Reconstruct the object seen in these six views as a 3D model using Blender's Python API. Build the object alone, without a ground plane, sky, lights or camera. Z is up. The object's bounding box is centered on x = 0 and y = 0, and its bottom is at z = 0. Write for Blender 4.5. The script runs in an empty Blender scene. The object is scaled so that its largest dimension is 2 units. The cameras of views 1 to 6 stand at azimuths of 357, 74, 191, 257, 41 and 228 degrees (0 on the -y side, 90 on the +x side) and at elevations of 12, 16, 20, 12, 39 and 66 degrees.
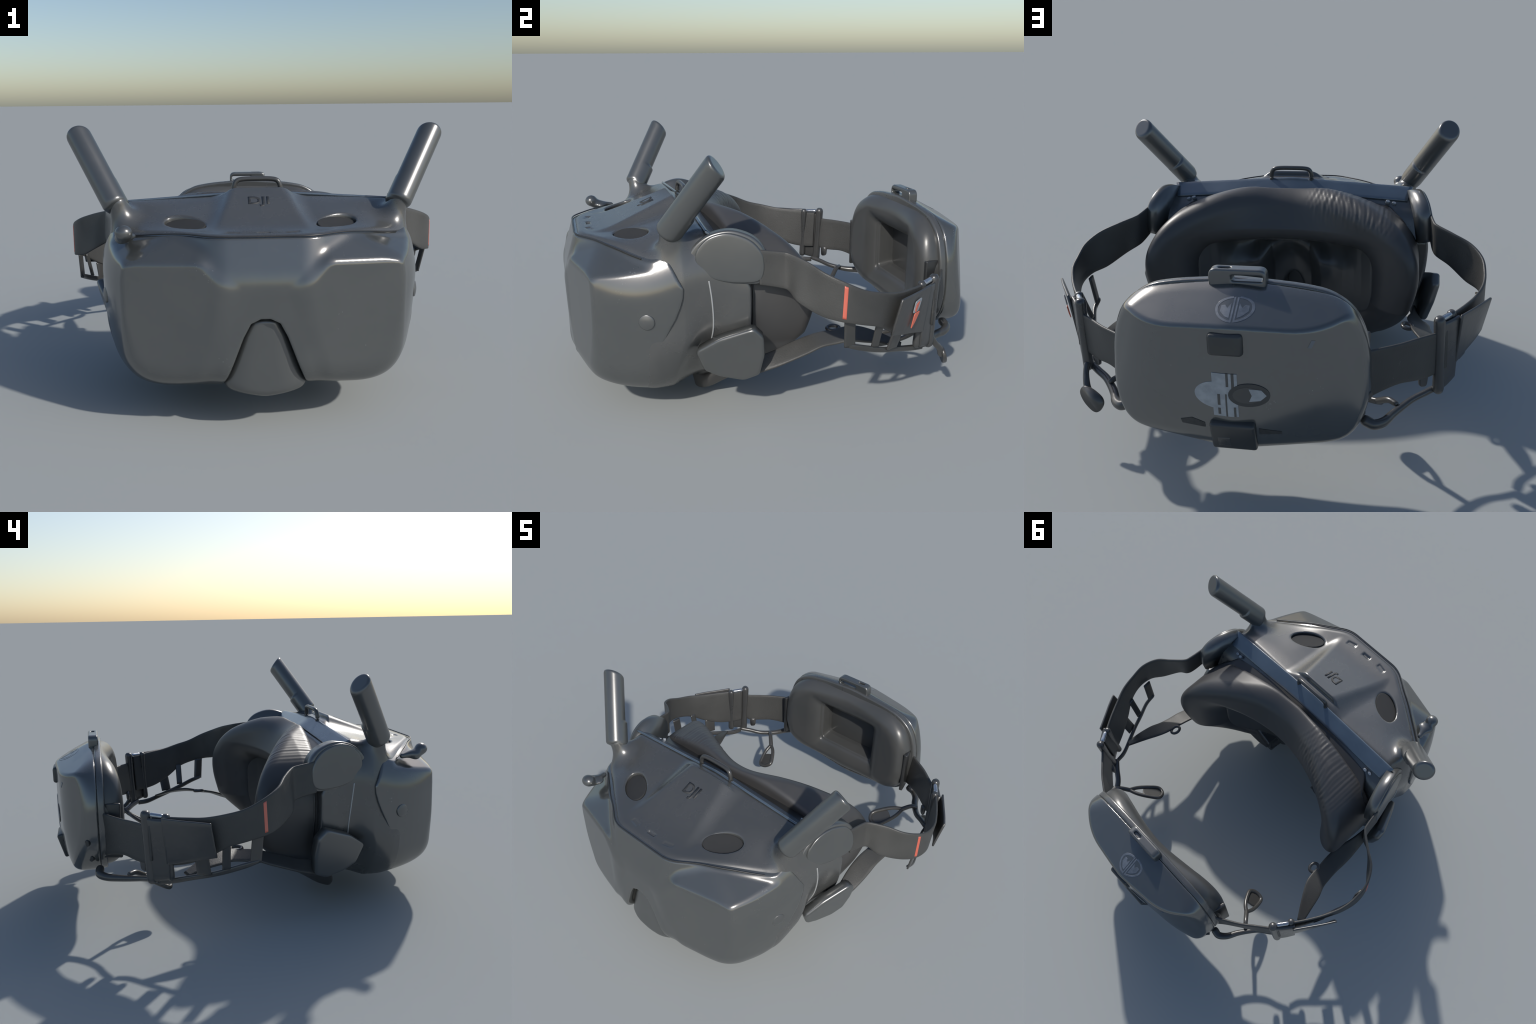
import bpy, bmesh, math
import numpy as np
from mathutils import Vector, Matrix

rng = np.random.default_rng(7)

# ------------------------------------------------------------------ materials
def material(name, col, col2=None, rough=0.3, rough_var=0.06, spec=0.5, ior=2.1, bump=0.0, bump_scale=60.0,
             noise_scale=6.0, coat=0.0, metallic=0.0, sheen=0.0, specks=0.0):
    m = bpy.data.materials.new(name); m.use_nodes = True
    nt = m.node_tree; N = nt.nodes; L = nt.links
    b = N["Principled BSDF"]
    tc = N.new("ShaderNodeTexCoord")
    nz = N.new("ShaderNodeTexNoise"); nz.inputs["Scale"].default_value = noise_scale; nz.inputs["Detail"].default_value = 5
    L.new(tc.outputs["Object"], nz.inputs["Vector"])
    cr = N.new("ShaderNodeValToRGB")
    col2 = col2 or tuple(c * 1.18 for c in col)
    cr.color_ramp.elements[0].position = 0.35; cr.color_ramp.elements[1].position = 0.65
    cr.color_ramp.elements[0].color = (*col, 1); cr.color_ramp.elements[1].color = (*col2, 1)
    L.new(nz.outputs["Fac"], cr.inputs["Fac"])
    out = cr.outputs["Color"]
    if specks > 0:
        vo = N.new("ShaderNodeTexNoise"); vo.inputs["Scale"].default_value = 130; vo.inputs["Detail"].default_value = 2
        L.new(tc.outputs["Object"], vo.inputs["Vector"])
        patch = N.new("ShaderNodeTexNoise"); patch.inputs["Scale"].default_value = 11
        L.new(tc.outputs["Object"], patch.inputs["Vector"])
        mul = N.new("ShaderNodeMath"); mul.operation = "MULTIPLY"
        L.new(vo.outputs["Fac"], mul.inputs[0]); L.new(patch.outputs["Fac"], mul.inputs[1])
        sr = N.new("ShaderNodeValToRGB"); sr.color_ramp.elements[0].position = 0.47; sr.color_ramp.elements[1].position = 0.50
        L.new(mul.outputs[0], sr.inputs["Fac"])
        sc = N.new("ShaderNodeMath"); sc.operation = "MULTIPLY"; sc.inputs[1].default_value = specks
        L.new(sr.outputs["Color"], sc.inputs[0])
        mix = N.new("ShaderNodeMix"); mix.data_type = "RGBA"
        L.new(sc.outputs[0], mix.inputs["Factor"]); L.new(out, mix.inputs["A"])
        mix.inputs["B"].default_value = (0.28, 0.29, 0.29, 1)
        out = mix.outputs["Result"]
    L.new(out, b.inputs["Base Color"])
    mr = N.new("ShaderNodeMapRange"); mr.inputs["To Min"].default_value = rough - rough_var; mr.inputs["To Max"].default_value = rough + rough_var
    L.new(nz.outputs["Fac"], mr.inputs["Value"]); L.new(mr.outputs["Result"], b.inputs["Roughness"])
    b.inputs["Specular IOR Level"].default_value = spec
    b.inputs["IOR"].default_value = ior
    b.inputs["Metallic"].default_value = metallic
    b.inputs["Coat Weight"].default_value = coat
    b.inputs["Sheen Weight"].default_value = sheen
    if bump > 0:
        bz = N.new("ShaderNodeTexNoise"); bz.inputs["Scale"].default_value = bump_scale; bz.inputs["Detail"].default_value = 3
        L.new(tc.outputs["Object"], bz.inputs["Vector"])
        bp = N.new("ShaderNodeBump"); bp.inputs["Strength"].default_value = bump; bp.inputs["Distance"].default_value = 0.004
        L.new(bz.outputs["Fac"], bp.inputs["Height"]); L.new(bp.outputs["Normal"], b.inputs["Normal"])
    return m

M_VISOR = material("visor_plastic", (0.055, 0.059, 0.058), (0.061, 0.064, 0.062), rough=0.18, ior=2.2, rough_var=0.03, bump=0.02, bump_scale=28, specks=0.25)
M_SHELL = material("shell_plastic", (0.067, 0.069, 0.068), (0.075, 0.076, 0.074), rough=0.27, ior=1.9, rough_var=0.04, bump=0.015, bump_scale=16, specks=0.12)
M_MATT = material("matt_plastic", (0.054, 0.058, 0.057), (0.060, 0.063, 0.062), rough=0.30, rough_var=0.05, bump=0.02, bump_scale=25)
M_VENT = material("vent_mesh", (0.040, 0.041, 0.042), (0.046, 0.046, 0.046), rough=0.75, spec=0.2, ior=1.5, bump=0.1, bump_scale=120)
M_DARK = material("dark_plastic", (0.026, 0.027, 0.028), (0.034, 0.035, 0.035), rough=0.38, ior=1.6, bump=0.03)
M_FOAM = material("foam_leather", (0.058, 0.057, 0.057), (0.065, 0.063, 0.062), rough=0.45, rough_var=0.06, ior=1.6, bump=0.04, bump_scale=45)
M_PACKPAD = material("pack_cushion", (0.062, 0.064, 0.063), (0.070, 0.071, 0.070), rough=0.33, rough_var=0.05, ior=1.6, bump=0.02)
M_STRAP = material("strap_webbing", (0.056, 0.056, 0.054), (0.068, 0.068, 0.065), rough=0.5, rough_var=0.08, ior=1.5, bump=0.2, bump_scale=150, specks=0.25)
M_CORD = material("rubber_cord", (0.046, 0.046, 0.044), (0.056, 0.055, 0.053), rough=0.3, ior=1.7, bump=0.05)
M_BUCKLE = material("buckle_plastic", (0.046, 0.047, 0.047), (0.058, 0.058, 0.057), rough=0.3, rough_var=0.1, ior=1.7, bump=0.15, bump_scale=40)
M_STRIP = material("gloss_strip", (0.060, 0.085, 0.115), (0.085, 0.115, 0.15), rough=0.22, bump=0.1, bump_scale=60)  # base colour tinted blue to carry the sky mirrored in the gloss
M_RED = material("red_mark", (0.62, 0.10, 0.055), (0.66, 0.13, 0.07), rough=0.5)
M_WHITE = material("pale_line", (0.33, 0.34, 0.34), rough=0.4)
M_PALE = material("pale_print", (0.22, 0.25, 0.28), (0.32, 0.35, 0.38), rough=0.4, noise_scale=35)
M_FAINT = material("faint_print", (0.095, 0.105, 0.12), (0.17, 0.185, 0.21), rough=0.25, noise_scale=30)
M_PRINT = material("dark_print", (0.030, 0.031, 0.032), (0.050, 0.051, 0.051), rough=0.55, ior=1.5, noise_scale=60)
M_TRIM = material("trim_plastic", (0.036, 0.038, 0.039), (0.044, 0.046, 0.046), rough=0.38, ior=1.6, bump=0.03)
M_CHROME = material("bright_pin", (0.55, 0.58, 0.62), (0.35, 0.37, 0.40), rough=0.2, metallic=0.8)

# ------------------------------------------------------------------ scene tree
goggles = bpy.data.objects.new("goggles", None)
bpy.context.scene.collection.objects.link(goggles)
goggles["label"] = "dark grey video goggles with antennas, straps and rear battery pack"
goggles["category"] = "video goggles"

def link(name, mesh, mat, parent=None, smooth=True):
    if mat is not None:
        mesh.materials.append(mat)
    if smooth:
        mesh.polygons.foreach_set("use_smooth", [True] * len(mesh.polygons))
    o = bpy.data.objects.new(name, mesh)
    bpy.context.scene.collection.objects.link(o)
    o.parent = parent or goggles
    return o

def mesh_from(name, verts, faces):
    me = bpy.data.meshes.new(name)
    me.from_pydata([tuple(map(float, v)) for v in verts], [], faces)
    me.update()
    return me

def sharp_by_angle(o, deg=40):
    bm = bmesh.new(); bm.from_mesh(o.data)
    for e in bm.edges:
        if len(e.link_faces) == 2 and e.calc_face_angle(0) > math.radians(deg):
            e.smooth = False
    bm.to_mesh(o.data); bm.free()

# ------------------------------------------------------------------ signed distance modelling
def smax(a, b, k=0.02):
    h = np.maximum(k - np.abs(a - b), 0) / k
    return np.maximum(a, b) + h * h * k * 0.25
def smin(a, b, k=0.02):
    return -smax(-a, -b, k)
def sstep(a, b, x):
    t = np.clip((x - a) / (b - a), 0, 1); return t * t * (3 - 2 * t)
def plane(p, n, d):
    n = np.array(n, float); s = np.linalg.norm(n); n = n / s
    return p[0] * n[0] + p[1] * n[1] + p[2] * n[2] - d / s
def lerp(x, xs, ys):
    return np.interp(x, xs, ys)
def capsule(p, a, b, r):
    a = np.array(a, float); b = np.array(b, float); d = b - a
    q = [p[i] - a[i] for i in range(3)]
    t = np.clip((q[0] * d[0] + q[1] * d[1] + q[2] * d[2]) / (d @ d), 0, 1)
    return np.sqrt(sum((q[i] - t * d[i]) ** 2 for i in range(3))) - r
def ellipsoid(p, c, r):
    q = [(p[i] - c[i]) / r[i] for i in range(3)]
    k = np.sqrt(q[0] ** 2 + q[1] ** 2 + q[2] ** 2)
    return (k - 1) * min(r)
def round_extrude(d2, t, r):
    """d2: 2D distance, t: signed slab distance, r: edge radius"""
    a = d2 + r; b = t + r
    return np.minimum(np.maximum(a, b), 0) + np.sqrt(np.maximum(a, 0) ** 2 + np.maximum(b, 0) ** 2) - r

def sdf_mesh(name, f, lo, hi, h):
    lo = np.array(lo, float); hi = np.array(hi, float)
    B = 4
    nb = np.ceil((hi - lo) / (h * B)).astype(int)
    n = nb * B + 1
    ax = [lo[i] + h * np.arange(n[i]) for i in range(3)]
    cc = [lo[i] + h * B * (np.arange(nb[i]) + 0.5) for i in range(3)]
    G = np.meshgrid(*cc, indexing="ij")
    dc = f([g.ravel() for g in G]).reshape(nb)
    act = np.abs(dc) < h * B * 1.9
    D = np.repeat(np.repeat(np.repeat(dc, B, 0), B, 1), B, 2)
    D = np.pad(D, ((0, 1),) * 3, mode="edge").astype(np.float32)
    m = np.repeat(np.repeat(np.repeat(act, B, 0), B, 1), B, 2)
    m = np.pad(m, ((0, 1),) * 3, mode="edge")
    for a in range(3):
        m = m | np.roll(m, 1, a)
    I = np.nonzero(m)
    D[I] = f([ax[i][I[i]] for i in range(3)])
    S = D < 0
    c = sum(S[i:n[0] - 1 + i, j:n[1] - 1 + j, k:n[2] - 1 + k].astype(np.int8) for i in (0, 1) for j in (0, 1) for k in (0, 1))
    cells = np.nonzero((c > 0) & (c < 8))
    idx = -np.ones(c.shape, np.int64); idx[cells] = np.arange(len(cells[0]))
    acc = np.zeros((len(cells[0]), 3)); cnt = np.zeros(len(cells[0]))
    off = [(i, j, k) for i in (0, 1) for j in (0, 1) for k in (0, 1)]
    for o in off:
        for a in range(3):
            if o[a]: continue
            o2 = list(o); o2[a] = 1
            d1 = D[cells[0] + o[0], cells[1] + o[1], cells[2] + o[2]]
            d2 = D[cells[0] + o2[0], cells[1] + o2[1], cells[2] + o2[2]]
            w = (d1 < 0) != (d2 < 0)
            t = np.where(w, d1 / np.where(d1 == d2, 1, d1 - d2), 0)
            p = np.array(o, float)[None].repeat(len(t), 0); p[:, a] += t
            acc += p * w[:, None]; cnt += w
    V = lo + h * (np.stack(cells, 1) + acc / cnt[:, None])
    faces = []
    for a in range(3):
        b, d = (a + 1) % 3, (a + 2) % 3
        sl1 = [slice(1, -1)] * 3; sl1[a] = slice(0, -1)
        sl2 = [slice(1, -1)] * 3; sl2[a] = slice(1, None)
        s1 = S[tuple(sl1)]; s2 = S[tuple(sl2)]
        e = np.nonzero(s1 != s2)
        pos = [e[i] + (0 if i == a else 1) for i in range(3)]
        flip = s1[e]
        q = []
        for db, dd in ((-1, -1), (0, -1), (0, 0), (-1, 0)):
            r = list(pos); r[b] = r[b] + db; r[d] = r[d] + dd
            q.append(idx[r[0], r[1], r[2]])
        q = np.stack(q, 1)
        q[~flip] = q[~flip][:, ::-1]
        faces.append(q)
    F = np.concatenate(faces)
    F = F[(F >= 0).all(1)]
    # slide the vertices onto the surface
    e = h * 0.25
    for it in range(4):
        d0 = f([V[:, i] for i in range(3)])
        g = np.zeros_like(V)
        for a in range(3):
            W = V.copy(); W[:, a] += e; U = V.copy(); U[:, a] -= e
            g[:, a] = (f([W[:, i] for i in range(3)]) - f([U[:, i] for i in range(3)])) / (2 * e)
        gn = np.maximum((g * g).sum(1), 0.05)
        V = V - np.clip(d0 / gn, -h * 0.6, h * 0.6)[:, None] * g
    me = bpy.data.meshes.new(name)
    me.vertices.add(len(V)); me.vertices.foreach_set("co", V.astype(np.float32).ravel())
    me.loops.add(F.size); me.loops.foreach_set("vertex_index", F.astype(np.int32).ravel())
    me.polygons.add(len(F)); me.polygons.foreach_set("loop_start", np.arange(0, F.size, 4, dtype=np.int32))
    me.update(calc_edges=True); me.validate()
    return me

def sdf_obj(name, f, lo, hi, h, mat, parent=None):
    return link(name, sdf_mesh(name, f, lo, hi, h), mat, parent)

# ------------------------------------------------------------------ curves, ribbons, slabs
def catmull(pts, n):
    P = np.array(pts, float)
    if len(P) == 2:
        t = np.linspace(0, 1, n)[:, None]; return P[0] * (1 - t) + P[1] * t
    s = np.r_[0, np.cumsum(np.maximum(np.linalg.norm(np.diff(P, axis=0), axis=1), 1e-6) ** 0.5)]
    T = np.zeros_like(P)
    for i in range(len(P)):
        a, b = max(i - 1, 0), min(i + 1, len(P) - 1)
        T[i] = (P[b] - P[a]) / (s[b] - s[a])
    out = []
    for u in np.linspace(0, s[-1], n):
        i = min(np.searchsorted(s, u, side="right") - 1, len(P) - 2)
        L = s[i + 1] - s[i]; t = (u - s[i]) / L
        out.append((2*t**3-3*t**2+1)*P[i] + (t**3-2*t**2+t)*L*T[i] + (-2*t**3+3*t**2)*P[i+1] + (t**3-t**2)*L*T[i+1])
    return np.array(out)

def loft(name, rings, closed_ring=True, caps=True):
    n, m = len(rings), len(rings[0])
    verts = [v for r in rings for v in r]; faces = []
    for i in range(n - 1):
        for j in range(m if closed_ring else m - 1):
            k = (j + 1) % m
            faces.append((i*m+j, i*m+k, (i+1)*m+k, (i+1)*m+j))
    if caps:
        faces.append(tuple(range(m))[::-1]); faces.append(tuple((n-1)*m + j for j in range(m)))
    me = mesh_from(name, verts, faces)
    bm = bmesh.new(); bm.from_mesh(me); bmesh.ops.recalc_face_normals(bm, faces=bm.faces); bm.to_mesh(me); bm.free()
    return me

def ribbon(name, top, bot, thick, mat, n=60, nv=10, parent=None, wave=0.0):
    T = catmull(top, n); Bt = catmull(bot, n)
    rings = []
    for i in range(n):
        w = Bt[i] - T[i]; W = np.linalg.norm(w); w = w / W
        tan = (T[min(i+1, n-1)] + Bt[min(i+1, n-1)] - T[max(i-1, 0)] - Bt[max(i-1, 0)])
        nr = np.cross(tan, w); nr /= np.linalg.norm(nr)
        ring = []
        h = thick / 2
        for k in range(nv + 1):
            u = k / nv
            ring.append(T[i] + w * (h + (W - 2*h) * u) + nr * h)
        for a in (45, 90, 135):
            ring.append(Bt[i] - w * h + w * h * math.sin(math.radians(a)) + nr * h * math.cos(math.radians(a)))
        for k in range(nv, -1, -1):
            u = k / nv
            ring.append(T[i] + w * (h + (W - 2*h) * u) - nr * h)
        for a in (45, 90, 135):
            ring.append(T[i] + w * h - w * h * math.sin(math.radians(a)) - nr * h * math.cos(math.radians(a)))
        if wave:
            ring = [v + nr * wave * (math.sin(i*0.9+k*0.35) + math.sin(i*0.37-k*0.6)) for k, v in enumerate(ring)]
        rings.append(ring)
    return link(name, loft(name, rings), mat, parent)

def tube(name, pts, rad, mat, n=50, m=14, parent=None, flat=1.0, up=(0, 0, 1), closed=False, data_only=False):
    if closed:
        P = catmull(list(pts) + [pts[0]], n + 1)[:-1]
    else:
        P = catmull(pts, n)
    R = np.interp(np.linspace(0, 1, len(P)), np.linspace(0, 1, len(rad)), rad) if np.ndim(rad) else np.full(len(P), rad)
    rings = []; up = np.array(up, float)
    N = len(P)
    for i in range(N):
        if closed: t = P[(i+1) % N] - P[i-1]
        else: t = P[min(i+1, N-1)] - P[max(i-1, 0)]
        t /= np.linalg.norm(t)
        s = np.cross(t, up); s /= max(np.linalg.norm(s), 1e-6); v = np.cross(s, t)
        rings.append([P[i] + R[i]*(math.cos(a)*s*flat + math.sin(a)*v) for a in np.linspace(0, 2*math.pi, m, endpoint=False)])
    if closed:
        rings.append(rings[0])
        me = loft(name, rings, caps=False)
        bm = bmesh.new(); bm.from_mesh(me); bmesh.ops.remove_doubles(bm, verts=bm.verts, dist=1e-5); bmesh.ops.recalc_face_normals(bm, faces=bm.faces); bm.to_mesh(me); bm.free()
    else:
        # rounded ends
        def endcap(r, c, d):
            out = []
            r = np.array(r)
            for k in (0.5, 0.85):
                out.append(list(c + (r - c) * math.sqrt(1 - k*k) + d * k))
            return out
        r0 = np.linalg.norm(np.array(rings[0][0]) - P[0]); d0 = P[0] - P[1]; d0 /= np.linalg.norm(d0)
        r1 = np.linalg.norm(np.array(rings[-1][0]) - P[-1]); d1 = P[-1] - P[-2]; d1 /= np.linalg.norm(d1)
        rings = endcap(rings[0], P[0], d0*r0)[::-1] + rings + endcap(rings[-1], P[-1], d1*r1)
        me = loft(name, rings)
    if data_only: return me
    return link(name, me, mat, parent)

def smooth_poly(pts, n=6, r=0.25):
    """2D/3D polygon with rounded corners"""
    P = np.array(pts, float); out = []
    for i in range(len(P)):
        a, b, c = P[i-1], P[i], P[(i+1) % len(P)]
        p0 = b + (a-b)*r; p2 = b + (c-b)*r
        for t in np.linspace(0, 1, n):
            out.append((1-t)**2*p0 + 2*t*(1-t)*b + t*t*p2)
    return out

def slab(name, pts, thick, mat, bevel=0.012, corner=0.25, parent=None, dome=0.0, back_scale=1.0, seg=4):
    """plate: outline pts (outer face, counted so that the normal points outward), thickness inward"""
    P = np.array(smooth_poly(pts, 6, corner))
    c = P.mean(0)
    nrm = np.zeros(3)
    for i in range(len(P)):
        nrm += np.cross(P[i-1] - c, P[i] - c)
    nrm /= np.linalg.norm(nrm)
    rings = []
    for k in range(seg + 1):            # outer bevel
        a = math.pi/2 * k/seg
        s = bevel * (1 - math.sin(a)); q = []
        for p in P:
            d = c - p; L = np.linalg.norm(d)
            q.append(p + d/L * s - nrm * bevel * (1 - math.cos(a)))
        rings.append(q)
    rings.append([c + (p - c) * back_scale - nrm * thick for p in P])
    front = rings[0]
    inner = [[c + (np.array(p) - c) * f + nrm * dome * (1 - f*f) for p in front] for f in (0.25, 0.5, 0.75, 0.92)]
    me = loft(name, inner + rings)
    return link(name, me, mat, parent)

def box(name, c, ax, ay, az, size, mat, bevel=0.006, parent=None):
    bm = bmesh.new()
    bmesh.ops.create_cube(bm, size=1)
    for v in bm.verts:
        v.co = Vector((v.co.x*size[0], v.co.y*size[1], v.co.z*size[2]))
    if bevel > 0:
        bmesh.ops.bevel(bm, geom=list(bm.edges), offset=bevel, segments=3, affect="EDGES", profile=0.5)
    ax, ay, az = (np.array(a, float)/np.linalg.norm(a) for a in (ax, ay, az))
    for v in bm.verts:
        v.co = Vector(np.array(c) + ax*v.co.x + ay*v.co.y + az*v.co.z)
    bmesh.ops.recalc_face_normals(bm, faces=bm.faces)
    me = bpy.data.meshes.new(name); bm.to_mesh(me); bm.free()
    o = link(name, me, mat, parent); sharp_by_angle(o, 50); return o

def mx(p, s):   # mirror a point or a list of points across x
    p = np.array(p, float).copy(); p[..., 0] *= s; return p

# ================================================================== FRONT BODY
def front_planes(p):
    """faceted, rounded front: two tilted lens panels, a nose bridge between them, brow slopes and swept sides"""
    x, y, z = p; a = np.sqrt(x*x + 0.0002); q = (a, y, z)
    lens = plane(q, (0.25, -0.968, 0.01), 0.25*0.527 + 0.968*0.893 + 0.01*0.5 + 0.008)
    lens = smax(lens, plane(q, (0.185, -0.610, 0.771), 1.1688 + 0.002), 0.014)
    lens = smax(lens, plane(q, (0.379, -0.283, 0.881), 1.057), 0.02)
    lens = smax(lens, plane(q, (-0.50, -0.866, -0.186), 0.692), 0.03)
    lens = smax(lens, plane(q, (-0.45, -0.80, 0.63), 1.108), 0.025)
    bridge = plane(q, (0, -1, 0.0), 0.990)
    bridge = smax(bridge, plane(q, (0, -0.956, 0.292), 0.956*0.937 + 0.292*0.79), 0.015)
    bridge = smax(bridge, plane(q, (0.55, -0.80, 0.25), 1.052), 0.03)
    bridge = smax(bridge, plane(q, (0.60, -0.80, 0.0), 0.905), 0.03)
    d = smin(lens, bridge, 0.02)
    d = smax(d, -(y + 0.9985), 0.012)
    side = plane(q, (0.857, -0.514, 0), 0.857*0.648 + 0.514*0.70 + 0.019)
    side = smax(side, plane(q, (0.985, -0.15, 0), 0.985*0.664 + 0.15*0.58 + 0.010), 0.05)
    side = smax(side, plane(q, (0.797, -0.306, 0.521), 0.797*0.53 + 0.306*0.893 + 0.521*0.683 + 0.022), 0.05)
    side = smax(side, plane(q, (0.91, -0.296, -0.289), 0.692), 0.07)
    side = smax(side, plane(q, (0.78, 0.30, -0.55), 0.157), 0.06)
    low = 1 - sstep(0.22, 0.50, z)
    d = smax(d, side - 0.006*low, 0.013 + 0.045*low)
    bot = plane(q, (0, -0.35, -0.936), 0.138)
    bot = smax(bot, plane(q, (0, 0.12, -0.993), -0.176), 0.08)
    bot = smax(bot, plane(q, (0.5, -0.25, -0.83), 0.318), 0.07)
    return smax(d, bot - 0.007, 0.085)

def ramp(x, k):
    return smax(x, 0*x, k)
def top_height(a, y):
    """height of the top shell: bowls around the vents, plateau in the middle, ledge at the rear"""
    rise = smin(ramp(y + 0.745, 0.08) * 0.30, 0.098 + 0*y, 0.03)
    front = 1 - sstep(-0.66, -0.46, y)
    base = 0.789 + rise - 0.27 * ramp(a - 0.38, 0.10) * front - 0.035*np.maximum(a-0.15, 0)*(1-front)
    w = 0.112 + np.clip(-0.475 - y, -0.1, 0.4) * 0.22
    plat = 0.876 + 0.40 * (y + 0.588) - 0.75 * ramp(a - w, 0.02)
    t = smax(base, plat, 0.028)
    ledge = 0.896 - 0.03 * a**1.5
    return np.where(y > -0.60, smin(t, ledge + 2.2*np.maximum(-0.462 - y, 0), 0.02), t)

VENT = dict(c=(0.312, -0.698), ang=math.radians(36), r=(0.098, 0.055))
def vent_ellipse(a, y, grow=0.0):
    u = (a - VENT["c"][0]); v = (y - VENT["c"][1])
    ca, sa = math.cos(VENT["ang"]), math.sin(VENT["ang"])
    e1 = (u*ca + v*sa) / (VENT["r"][0] + grow); e2 = (-u*sa + v*ca) / (VENT["r"][1] + grow)
    return (np.sqrt(e1*e1 + e2*e2) - 1) * VENT["r"][1]
def vent_floor(a, y):
    """the vent discs tilt forwards"""
    e2 = -(a - VENT["c"][0])*math.sin(VENT["ang"]) + (y - VENT["c"][1])*math.cos(VENT["ang"])
    return 0.7935 + 0.33*e2

def seam_y(z):     # rear edge of the visor on the sides
    return lerp(z, [0.0, 0.30, 0.38, 0.46, 0.51, 0.56, 0.60, 0.64, 0.68, 0.80], [-0.62, -0.645, -0.630, -0.592, -0.566, -0.545, -0.533, -0.530, -0.55, -0.60])

def notch(a, z, grow=0.0):
    """2D region of the nose notch (negative inside)"""
    half = lerp(z, [0.0, 0.21, 0.40, 0.455, 0.472], [0.235, 0.156, 0.084, 0.055, 0.02])
    return np.maximum((a - half - grow) * 0.9, z - 0.472 - grow)

def visor_f(p):
    x, y, z = p; a = np.abs(x)
    d = front_planes(p)
    d = smax(d, (z - top_height(a, y) + 0.009) * 0.9, 0.006)
    d = smax(d, y - seam_y(z), 0.012)
    d = smax(d, -np.maximum(notch(a, z), y + 0.75), 0.010)
    return smax(d, -(front_planes(p) + 0.035), 0.01)
visor = sdf_obj("visor", visor_f, (-0.74, -1.03, 0.0), (0.74, -0.44, 0.86), 0.006, M_VISOR)

def head_curve(a):
    return -0.168 + 0.248 * np.clip(a / 0.62, 0, 1.3)**2
def pad_outer(a, z):
    d = z - (0.896 - 0.11*np.maximum(a - 0.15, 0)**1.3)
    q = (a, 0*a, z)
    d = smax(d, plane(q, (0.62, 0, 0.785), 0.62*0.545 + 0.785*0.795), 0.18)
    d = smax(d, a - 0.672, 0.18)
    d = smax(d, plane(q, (0.80, 0, -0.60), 0.80*0.60 - 0.60*0.26), 0.20)
    return d
def pad_outline(a, z):
    d = pad_outer(a, z)
    lobe = lerp(a, [0.0, 0.10, 0.17, 0.22, 0.29, 0.38, 0.46, 0.60], [0.37, 0.35, 0.20, 0.02, -0.045, 0.01, 0.11, 0.23])
    return smax(d, (lobe - z) * 0.65, 0.05)
def pad_opening(a, z):
    q = (a, 0*a, z)
    d = a - 0.435
    d = smax(d, z - 0.620, 0.12)
    d = smax(d, plane(q, (0.7, 0, -0.71), 0.7*0.40 - 0.71*0.26), 0.10)
    nose = lerp(a, [0, 0.12, 0.2, 0.3, 0.45], [-0.1, -0.1, 0.20, 0.27, 0.3])
    return smax(d, (nose - z)*0.7, 0.05)

def mask_depth(a, z):
    """how far back the inner mask lies: eyepieces bulge at the sides, the nose bridge arches in the middle"""
    y = lerp(a, [0, 0.10, 0.16, 0.22, 0.28, 0.34, 0.38, 0.43, 0.50], [-0.46, -0.43, -0.355, -0.310, -0.262, -0.222, -0.188, -0.137, -0.11])
    r = np.sqrt(a*a + (z - 0.42)**2)
    return y + 0.06*np.exp(-((r - 0.15)/0.06)**2) * sstep(0.36, 0.5, z) - 0.05*sstep(0.46, 0.58, z)*(1 - sstep(0.27, 0.36, a))*sstep(0.10, 0.2, a)
def eye_cavity(a, y, z, back):
    return smax(pad_opening(a, z) + 0.004, mask_depth(a, z) - back - y, 0.02)
def nose_gap(a, y, z):
    return smax((a - 0.085*np.sqrt(np.clip(1 - (z/0.38)**2, 0.0, 1))) * 0.9, smax(-(y + 0.62 + 0.2*z), z - 0.38, 0.02), 0.03)

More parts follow.
